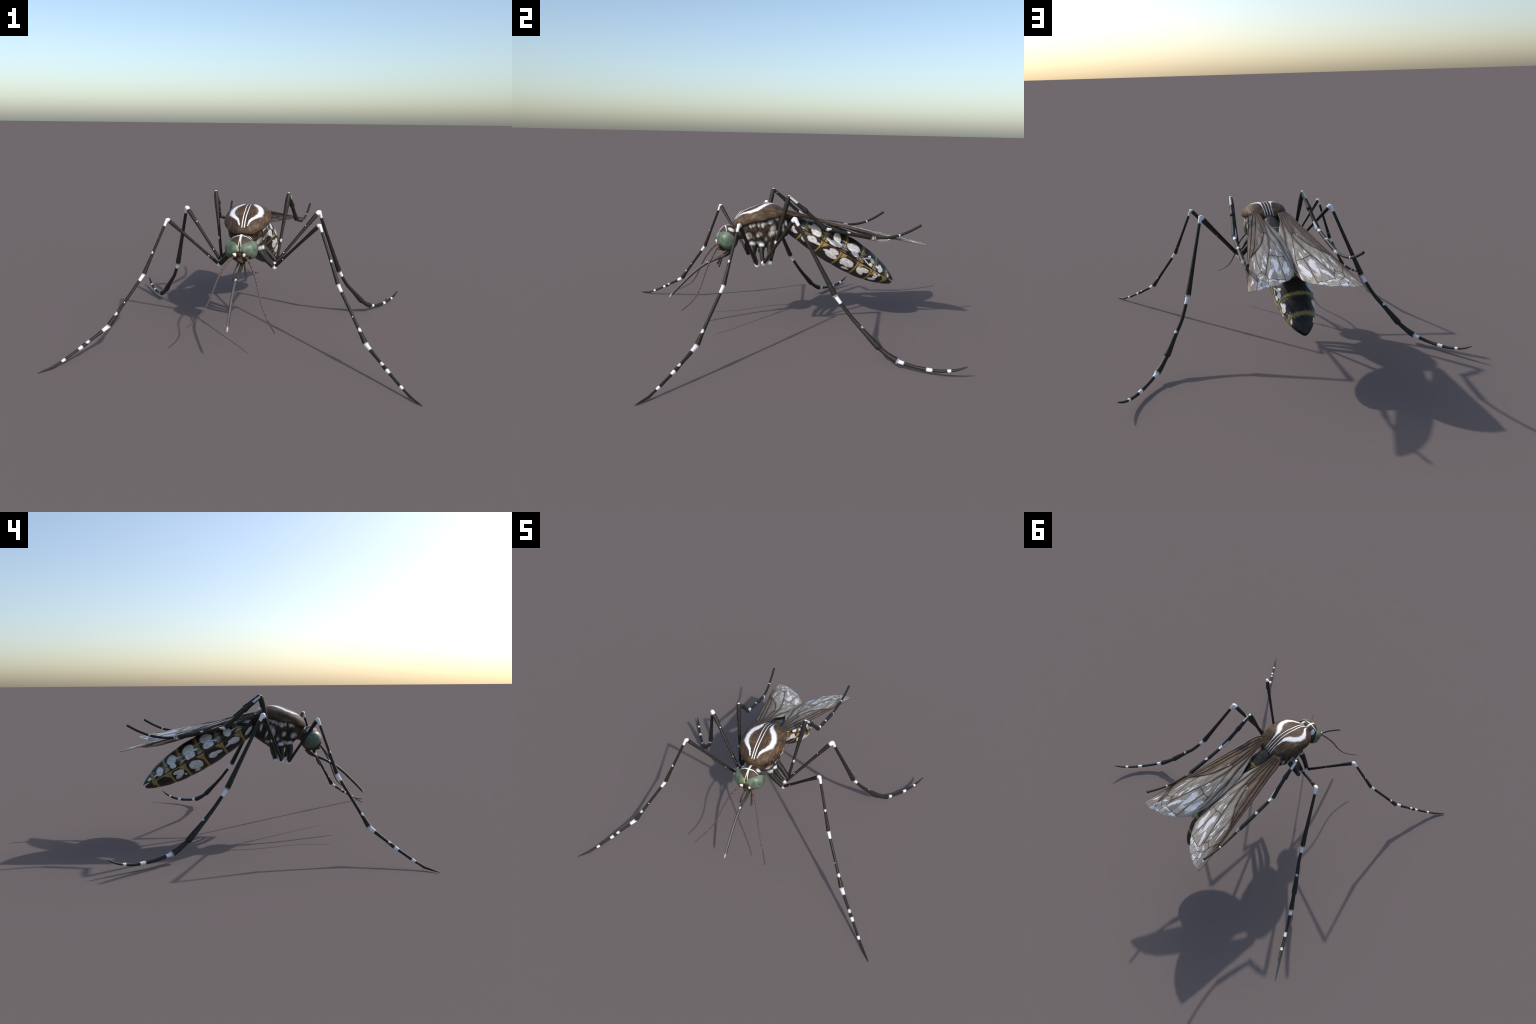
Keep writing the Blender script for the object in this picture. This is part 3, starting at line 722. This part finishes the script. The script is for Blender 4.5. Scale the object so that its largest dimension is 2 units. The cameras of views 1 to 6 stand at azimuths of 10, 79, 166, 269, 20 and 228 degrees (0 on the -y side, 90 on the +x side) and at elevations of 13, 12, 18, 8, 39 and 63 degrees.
def mat_wing():
    n = NT('wing_membrane')
    u, v = n.x, n.y
    # distance from the front edge, in the wing plane (edge is nearly straight)
    e = n.math('SUBTRACT', n.math('MULTIPLY_ADD', v, 0.205, 0.113), u)
    fib = n.noise(n.comb(n.math('MULTIPLY', u, 75), n.math('MULTIPLY', v, 13), 0.0), 1, 3, 0.55)
    pat = n.noise(n.comb(n.math('MULTIPLY', u, 30), n.math('MULTIPLY', v, 12), 3.0), 1, 2, 0.5)
    base = n.mix(n.ramp(fib, 0.3, 0.7), (0.235, 0.200, 0.158), (0.360, 0.322, 0.268))
    fr = n.math('ADD', e, n.math('MULTIPLY', n.math('SUBTRACT', pat, 0.5), 0.05))
    root_f = n.ramp(v, 0.10, 0.60, 1.0, 0.0)
    brown = n.mix(n.ramp(fib, 0.3, 0.65), (0.112, 0.066, 0.040), (0.235, 0.172, 0.120))
    bm_ = n.math('MULTIPLY', n.ramp(n.math('SUBTRACT', fr, n.math('MULTIPLY', root_f, 0.085)), 0.014, 0.048, 1, 0), n.ramp(v, 0.72, 0.90, 1.0, 0.55))
    col = n.mix(bm_, base, brown)
    col = n.mix(n.ramp(v, 0.05, 0.20, 0.75, 0.0), col, (0.085, 0.072, 0.062))
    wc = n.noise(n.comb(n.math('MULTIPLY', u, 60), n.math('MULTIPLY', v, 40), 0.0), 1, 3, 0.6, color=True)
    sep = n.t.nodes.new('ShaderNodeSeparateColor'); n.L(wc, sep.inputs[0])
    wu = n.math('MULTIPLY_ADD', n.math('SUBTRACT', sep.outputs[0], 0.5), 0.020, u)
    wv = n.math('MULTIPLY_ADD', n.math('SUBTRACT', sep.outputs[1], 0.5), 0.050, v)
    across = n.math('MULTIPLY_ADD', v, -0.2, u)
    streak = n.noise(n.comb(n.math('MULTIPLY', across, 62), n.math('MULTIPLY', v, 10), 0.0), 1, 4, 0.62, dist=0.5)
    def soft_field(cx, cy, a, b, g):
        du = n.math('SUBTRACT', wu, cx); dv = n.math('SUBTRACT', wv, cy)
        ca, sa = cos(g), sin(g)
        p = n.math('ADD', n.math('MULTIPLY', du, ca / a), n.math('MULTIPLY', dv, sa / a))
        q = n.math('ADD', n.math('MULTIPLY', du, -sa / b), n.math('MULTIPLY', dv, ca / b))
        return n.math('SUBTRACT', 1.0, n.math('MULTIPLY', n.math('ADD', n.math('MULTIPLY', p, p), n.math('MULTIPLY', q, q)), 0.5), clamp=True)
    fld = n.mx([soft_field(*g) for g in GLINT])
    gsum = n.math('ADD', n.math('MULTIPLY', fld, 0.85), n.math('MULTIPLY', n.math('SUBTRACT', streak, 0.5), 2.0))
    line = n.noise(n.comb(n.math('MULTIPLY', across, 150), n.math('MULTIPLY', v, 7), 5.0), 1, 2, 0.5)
    fine = n.math('MULTIPLY', n.ramp(line, 0.60, 0.68), n.math('MULTIPLY', n.ramp(v, 0.42, 0.60), n.ramp(e, 0.03, 0.06)))  # thin pale lines drawn for the shine on membrane folds
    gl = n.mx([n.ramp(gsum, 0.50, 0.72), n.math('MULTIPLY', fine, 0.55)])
    # brown stain along the main veins, fading outwards
    stain = []
    for run in VEINS[:5] + [VEINS[14]]:
        pts = [(a_, b_, 0.004 + 2.3 * r_) for a_, b_, r_ in run]
        stain.append(n.stroke(n.math('MULTIPLY_ADD', n.math('SUBTRACT', pat, 0.5), 0.012, u), v, pts, 0.75))
    st_m = n.math('MULTIPLY', n.mx(stain), n.ramp(v, 0.30, 0.78, 0.85, 0.30))
    col = n.mix(st_m, col, (0.105, 0.070, 0.048))
    # grainy rim
    grain = n.noise(n.comb(n.math('MULTIPLY', u, 160), n.math('MULTIPLY', v, 110), 0.0), 1, 3, 0.7)
    rim = n.math('MULTIPLY', n.ramp(n.math('SUBTRACT', v, n.math('MULTIPLY', u, 0.35)), 0.70, 0.80), n.ramp(grain, 0.46, 0.62))
    rim = n.math('MULTIPLY', rim, n.ramp(e, 0.03, 0.07))
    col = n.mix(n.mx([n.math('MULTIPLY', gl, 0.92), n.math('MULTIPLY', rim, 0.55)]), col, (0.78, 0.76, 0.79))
    n.bump(n.math('ADD', n.math('MULTIPLY', fib, 0.8), n.math('MULTIPLY', grain, 0.35)), 0.3, 0.004)
    return n.fin(col, 0.34, 0.3)
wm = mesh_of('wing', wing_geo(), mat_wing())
vm = mesh_of('vein', vein_geo(), mat_plain('vein_brown', (0.032, 0.020, 0.013), (0.078, 0.051, 0.034), 60, 0.6, 0.15))
R = Matrix(((0.99957245, 0.02896155, 0.00401759), (-0.02876269, 0.99866405, -0.04292812), (-0.00525549, 0.04279421, 0.99907009)))
ac, bc = Vector((0.14614005, 0.61822307, 0.65117711)), Vector((0.12687609, 0.62788756, 0.62265933))
M_left = Matrix.Translation(ac) @ R.to_4x4() @ Matrix.Translation(-bc)
M_right = Matrix.Scale(-1, 4, (1, 0, 0))
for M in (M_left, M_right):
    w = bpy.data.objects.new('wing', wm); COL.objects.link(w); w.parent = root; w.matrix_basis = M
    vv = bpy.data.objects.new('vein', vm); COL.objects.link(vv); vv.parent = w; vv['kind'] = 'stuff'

# ================================================================== LEGS
def along(a, b, f): return tuple(Vector(a).lerp(Vector(b), f))
LEGS = {
 'fore': dict(
    coxa=[(0.074, -0.176, 0.600), (0.086, -0.181, 0.568), (0.118, -0.180, 0.525), (0.152, -0.170, 0.488), (0.171, -0.163, 0.470)],
    coxa_r=[(0, 0.017), (0.3, 0.0165), (0.6, 0.013), (1, 0.0125)], cap=True, arch=0.012,
    knee=(0.4445, -0.3195, 0.765), femur_r=[(0, 0.0105), (0.35, 0.0085), (0.7, 0.0095), (0.93, 0.0122), (1, 0.0125)],
    tibia=[(0.4445, -0.3195, 0.765), (0.5635, -0.419, 0.449)], tibia_r=[(0, 0.0100), (0.05, 0.0095), (0.12, 0.0080), (0.5, 0.0082), (0.85, 0.0108), (1, 0.0128)],
    tarsi=[([(0.5635, -0.419, 0.449), (0.727, -0.579, 0.1735)], [(0, 0.0102), (0.12, 0.0092), (0.5, 0.0088), (0.75, 0.0100), (0.98, 0.0150), (1, 0.0150)]),
           ([(0.727, -0.579, 0.1735), (0.8355, -0.6985, 0.087)], [(0, 0.0125), (0.3, 0.0100), (0.6, 0.0086), (0.97, 0.0108), (1, 0.0105)]),
           ([(0.8355, -0.6985, 0.087), (0.9045, -0.7775, 0.037)], [(0, 0.0100), (0.4, 0.0076), (0.8, 0.0080), (1, 0.0088)]),
           ([(0.9045, -0.7775, 0.037), (0.947, -0.826, 0.0115)], [(0, 0.0078), (0.4, 0.0062), (0.8, 0.0068), (1, 0.0078)])],
    claw=[(0.947, -0.826, 0.0115), (0.975, -0.860, 0.0055), (0.9985, -0.888, 0.0010)], claw_r=[(0, 0.0072), (0.3, 0.0066), (0.8, 0.0034), (1, 0.0012)]),
 'mid': dict(
    coxa=[(0.080, -0.118, 0.592), (0.088, -0.122, 0.562), (0.116, -0.126, 0.525), (0.148, -0.125, 0.492), (0.166, -0.124, 0.476)],
    coxa_r=[(0, 0.0155), (0.2, 0.0165), (0.45, 0.0125), (1, 0.0105)], cap=True, arch=0.018,
    knee=(0.42, 0.004, 0.7935), femur_r=[(0, 0.0105), (0.3, 0.0090), (0.7, 0.0105), (0.93, 0.0135), (1, 0.0135)],
    tibia=[(0.42, 0.004, 0.7935), (0.553, 0.2205, 0.3675)], tibia_r=[(0, 0.0125), (0.05, 0.0122), (0.12, 0.0098), (0.4, 0.0105), (0.8, 0.0142), (0.97, 0.0168), (1, 0.0165)],
    tarsi=[([(0.553, 0.2205, 0.3675), (0.604, 0.298, 0.262), (0.649, 0.351, 0.199), (0.7145, 0.434, 0.107)],
            [(0, 0.0118), (0.15, 0.0105), (0.45, 0.0118), (0.7, 0.0140), (0.97, 0.0185), (1, 0.018)]),
           ([(0.7145, 0.434, 0.107), (0.750, 0.480, 0.0725), (0.781, 0.520, 0.050)], [(0, 0.0125), (0.4, 0.0140), (0.96, 0.0178), (1, 0.0175)]),
           ([(0.781, 0.520, 0.050), (0.832, 0.592, 0.0355), (0.878, 0.660, 0.031)], [(0, 0.0112), (0.3, 0.0100), (0.6, 0.0092), (0.97, 0.0108), (1, 0.0105)]),
           ([(0.878, 0.660, 0.031), (0.908, 0.704, 0.0345), (0.9365, 0.7465, 0.044)], [(0, 0.0102), (0.5, 0.0088), (1, 0.0092)])],
    claw=[(0.9365, 0.7465, 0.044), (0.962, 0.784, 0.060), (0.9868, 0.821, 0.085)], claw_r=[(0, 0.0090), (0.3, 0.0084), (0.75, 0.0060), (1, 0.0024)]),
 'hind': dict(
    coxa=[(0.078, -0.064, 0.600), (0.092, -0.070, 0.572), (0.125, -0.074, 0.538), (0.156, -0.080, 0.505), (0.174, -0.084, 0.483)],
    coxa_r=[(0, 0.0165), (0.3, 0.0165), (0.6, 0.0145), (1, 0.0130)], cap=False, arch=0.012,
    knee=(0.230, 0.010, 0.8965), femur_r=[(0, 0.0098), (0.3, 0.0088), (0.6, 0.0105), (0.9, 0.0150), (1, 0.0130)],
    tibia=[(0.230, 0.010, 0.8965), (0.241, 0.118, 0.808)], tibia_r=[(0, 0.0095), (0.3, 0.0105), (0.7, 0.0125), (0.97, 0.0165), (1, 0.016)],
    tarsi=[([(0.241, 0.118, 0.808), (0.258, 0.235, 0.7045)], [(0, 0.0112), (0.5, 0.0122), (0.96, 0.0152), (1, 0.0148)]),
           ([(0.258, 0.235, 0.7045), (0.263, 0.391, 0.672), (0.268, 0.547, 0.644)], [(0, 0.0098), (0.12, 0.0102), (0.4, 0.0118), (0.97, 0.0128), (1, 0.012)]),
           ([(0.268, 0.547, 0.644), (0.277, 0.628, 0.648), (0.286, 0.703, 0.662)], [(0, 0.0092), (0.3, 0.0080), (1, 0.0080)])],
    claw=[(0.286, 0.703, 0.662), (0.294, 0.768, 0.690), (0.302, 0.834, 0.7265)], claw_r=[(0, 0.0078), (0.5, 0.0080), (1, 0.0080)]),
}
LEG_BANDS = {'fore': [], 'mid': [], 'hind': []}
def leg_masks(kind, d):
    """white bands (centre, radius) and small one-sided specks"""
    B, S = [], []
    tr = Vector(d['coxa'][-1]); kn = Vector(d['knee'])
    B.append((tuple(tr), 0.019))
    if d['cap']: B.append((tuple(Vector(d['coxa'][0]).lerp(Vector(d['coxa'][1]), 0.45)), 0.022))
    ti = [Vector(p) for p in d['tibia']]
    tdir = (ti[1] - ti[0]).normalized(); fdir = (kn - tr).normalized()
    out = (fdir - tdir).normalized()             # outer side of the knee
    def speck(p, side, r): S.append((tuple(Vector(p) + Vector(side)), r))
    if kind == 'fore':
        B += [(tuple(kn), 0.018), (tuple(kn + tdir * 0.022), 0.016), (tuple(kn + tdir * 0.036), 0.011)]
        T = [t[0] for t in d['tarsi']]
        a, b = Vector(T[0][0]), Vector(T[0][-1]); u = (b - a).normalized()
        B += [(tuple(a + u * 0.004), 0.015), (tuple(a + u * 0.018), 0.015), (tuple(a + u * 0.033), 0.0145)]
        speck(a.lerp(b, 0.76), (0.004, -0.006, 0.005), 0.013)
        a, b = Vector(T[1][0]), Vector(T[1][-1]); u = (b - a).normalized()
        B += [(tuple(a), 0.017), (tuple(a + u * 0.016), 0.016), (tuple(a + u * 0.030), 0.0145)]
        speck(a.lerp(b, 0.77), (0.0, -0.003, 0.006), 0.013)
        a, b = Vector(T[2][0]), Vector(T[2][-1]); u = (b - a).normalized()
        B += [(tuple(a + u * 0.002), 0.0135), (tuple(a + u * 0.012), 0.0125)]
        a, b = Vector(T[3][0]), Vector(T[3][-1]); u = (b - a).normalized()
        B += [(tuple(a - u * 0.002), 0.0115), (tuple(a + u * 0.006), 0.0105)]
        speck(ti[0].lerp(ti[1], 0.60), (0.004, -0.007, 0.002), 0.009)
    elif kind == 'mid':
        B += [(tuple(kn - fdir * 0.006), 0.022), (tuple(kn + tdir * 0.014), 0.020), (tuple(kn + tdir * 0.034), 0.016)]
        T = [t[0] for t in d['tarsi']]
        a, b = Vector(T[0][0]), Vector(T[0][1]); u = (b - a).normalized()
        B += [(tuple(a + u * 0.000), 0.0175), (tuple(a + u * 0.016), 0.0165), (tuple(a + u * 0.030), 0.0165), (tuple(a + u * 0.040), 0.0150)]
        speck(T[0][2], (0.0, 0.002, 0.010), 0.011)
        a, b = Vector(T[2][0]), Vector(T[2][1]); u = (b - a).normalized()
        B += [(tuple(a + u * 0.002), 0.0185), (tuple(a + u * 0.018), 0.0155), (tuple(a + u * 0.026), 0.014)]
        a, b = Vector(T[3][0]), Vector(T[3][1]); u = (b - a).normalized()
        B += [(tuple(a - u * 0.004), 0.0155), (tuple(a + u * 0.008), 0.014)]
        B += [(tuple(Vector(d['claw'][0])), 0.0135)]
    else:
        B += [(tuple(kn + Vector((0, 0.002, 0.012))), 0.012)]
        for k in range(4): S.append((tuple(kn + tdir * (0.014 + 0.013 * k) + Vector((0.008, 0.004, 0.004))), 0.0115))
        for k in range(4): S.append((tuple(kn + tdir * (0.014 + 0.013 * k) + Vector((0.006, 0.006, 0.005))), 0.0105))
        T = [t[0] for t in d['tarsi']]
        a, b = Vector(T[1][0]), Vector(T[1][1]); u = (b - a).normalized()
        B += [(tuple(a + u * 0.004), 0.0135), (tuple(a + u * 0.016), 0.0135), (tuple(a + u * 0.030 + Vector((0, 0, 0.004))), 0.011)]
        w0, w1 = Vector(T[0][0]), Vector(T[0][1]); wd = (w1 - w0).normalized()
        for k in range(5): S.append((tuple(w1 - wd * (0.004 + 0.012 * k) + Vector((-0.012, 0.004, 0.006))), 0.0135 - 0.0015 * k))
        a, b = Vector(T[2][0]), Vector(T[2][1]); u = (b - a).normalized()
        B += [(tuple(a - u * 0.012), 0.0155), (tuple(a - u * 0.024 + Vector((0, 0, 0.004))), 0.013), (tuple(a + u * 0.0), 0.012)]
        B += [(tuple(d['claw'][0]), 0.0095)]
        p0, p1 = Vector(T[1][0]), Vector(T[1][-1])
        S.append((tuple(p0.lerp(p1, 0.47) + Vector((0.004, 0, 0.010))), 0.012))
        S.append((tuple(tr.lerp(kn, 0.32) + Vector((0.009, -0.006, 0))), 0.012))
    # fine specks scattered along the limb
    rnd = random.Random({'fore': 3, 'mid': 5, 'hind': 9}[kind])
    runs = [(tr, kn, 2), (ti[0], ti[1], 2)] + [(Vector(t[0][0]), Vector(t[0][-1]), 1) for t in d['tarsi'][:2]]
    for a, b, k in runs:
        for _ in range(k):
            ang = rnd.uniform(0, 2 * pi); q = Vector((cos(ang), sin(ang) * 0.8, rnd.uniform(-1, 1))).normalized()
            q = (q - (b - a).normalized() * q.dot((b - a).normalized())).normalized()
            S.append((tuple(a.lerp(b, rnd.uniform(0.2, 0.85)) + q * 0.0095), rnd.uniform(0.0032, 0.0048)))
    return B, S

for kind, d in LEGS.items():
    mat = mat_leg('leg_scales_' + kind, *leg_masks(kind, d))
    parts = []
    cx = catmull(d['coxa'], 30)
    tr = Vector(d['coxa'][-1]); kn = Vector(d['knee'])
    base = mesh_of('leg', merge([tube_geo(cx, lambda t: interp(d['coxa_r'], t) * 1.2, 20, rough=0.06),
                                 ball_geo(tr, (0.0145, 0.0145, 0.0150), nu=20, nv=12)]), mat)
    fd = (kn - tr).normalized()
    bow = Vector((0, 0, 0))
    parts.append(('femur', mesh_of('femur', tube_geo(resample([tr, kn - fd * d['arch'] * 0.75], 40), lambda t: interp(d['femur_r'], t), 20, 0.9, 1.0, 0.03, 1), mat)))
    ti = [Vector(p) for p in d['tibia']]
    td = (ti[1] - ti[0]).normalized(); arch = d['arch']
    tp = catmull([kn - fd * arch * 0.9 , kn - (fd - td).normalized() * arch * 0.12, kn + td * arch * 1.0, ti[0].lerp(ti[1], 0.5), ti[1]], 60)
    parts.append(('tibia', mesh_of('tibia', tube_geo(tp, lambda t: interp(d['tibia_r'], t), 20, 1.0, 0.25, 0.03, 2), mat)))
    for pth, rr in d['tarsi']:
        vs = [Vector(p) for p in pth]
        path = resample(vs, 30) if len(vs) == 2 else catmull(pth, 44)
        parts.append(('tarsus', mesh_of('tarsus', tube_geo(path, lambda t: interp(rr, t), 18, 0.5, 0.3, 0.04, 3), mat)))
    cp = catmull(d['claw'], 24)
    parts.append(('claw', mesh_of('claw', tube_geo(cp, lambda t: interp(d['claw_r'], t), 14, 0.6, 0.5 if kind != 'hind' else 0.3, 0.03, 4, flat=0.8 if kind != 'hind' else 1), mat)))
    for lo in mirror_pair('leg', base, root):
        for nm, me in parts:
            o = bpy.data.objects.new(nm, me); COL.objects.link(o); o.parent = lo
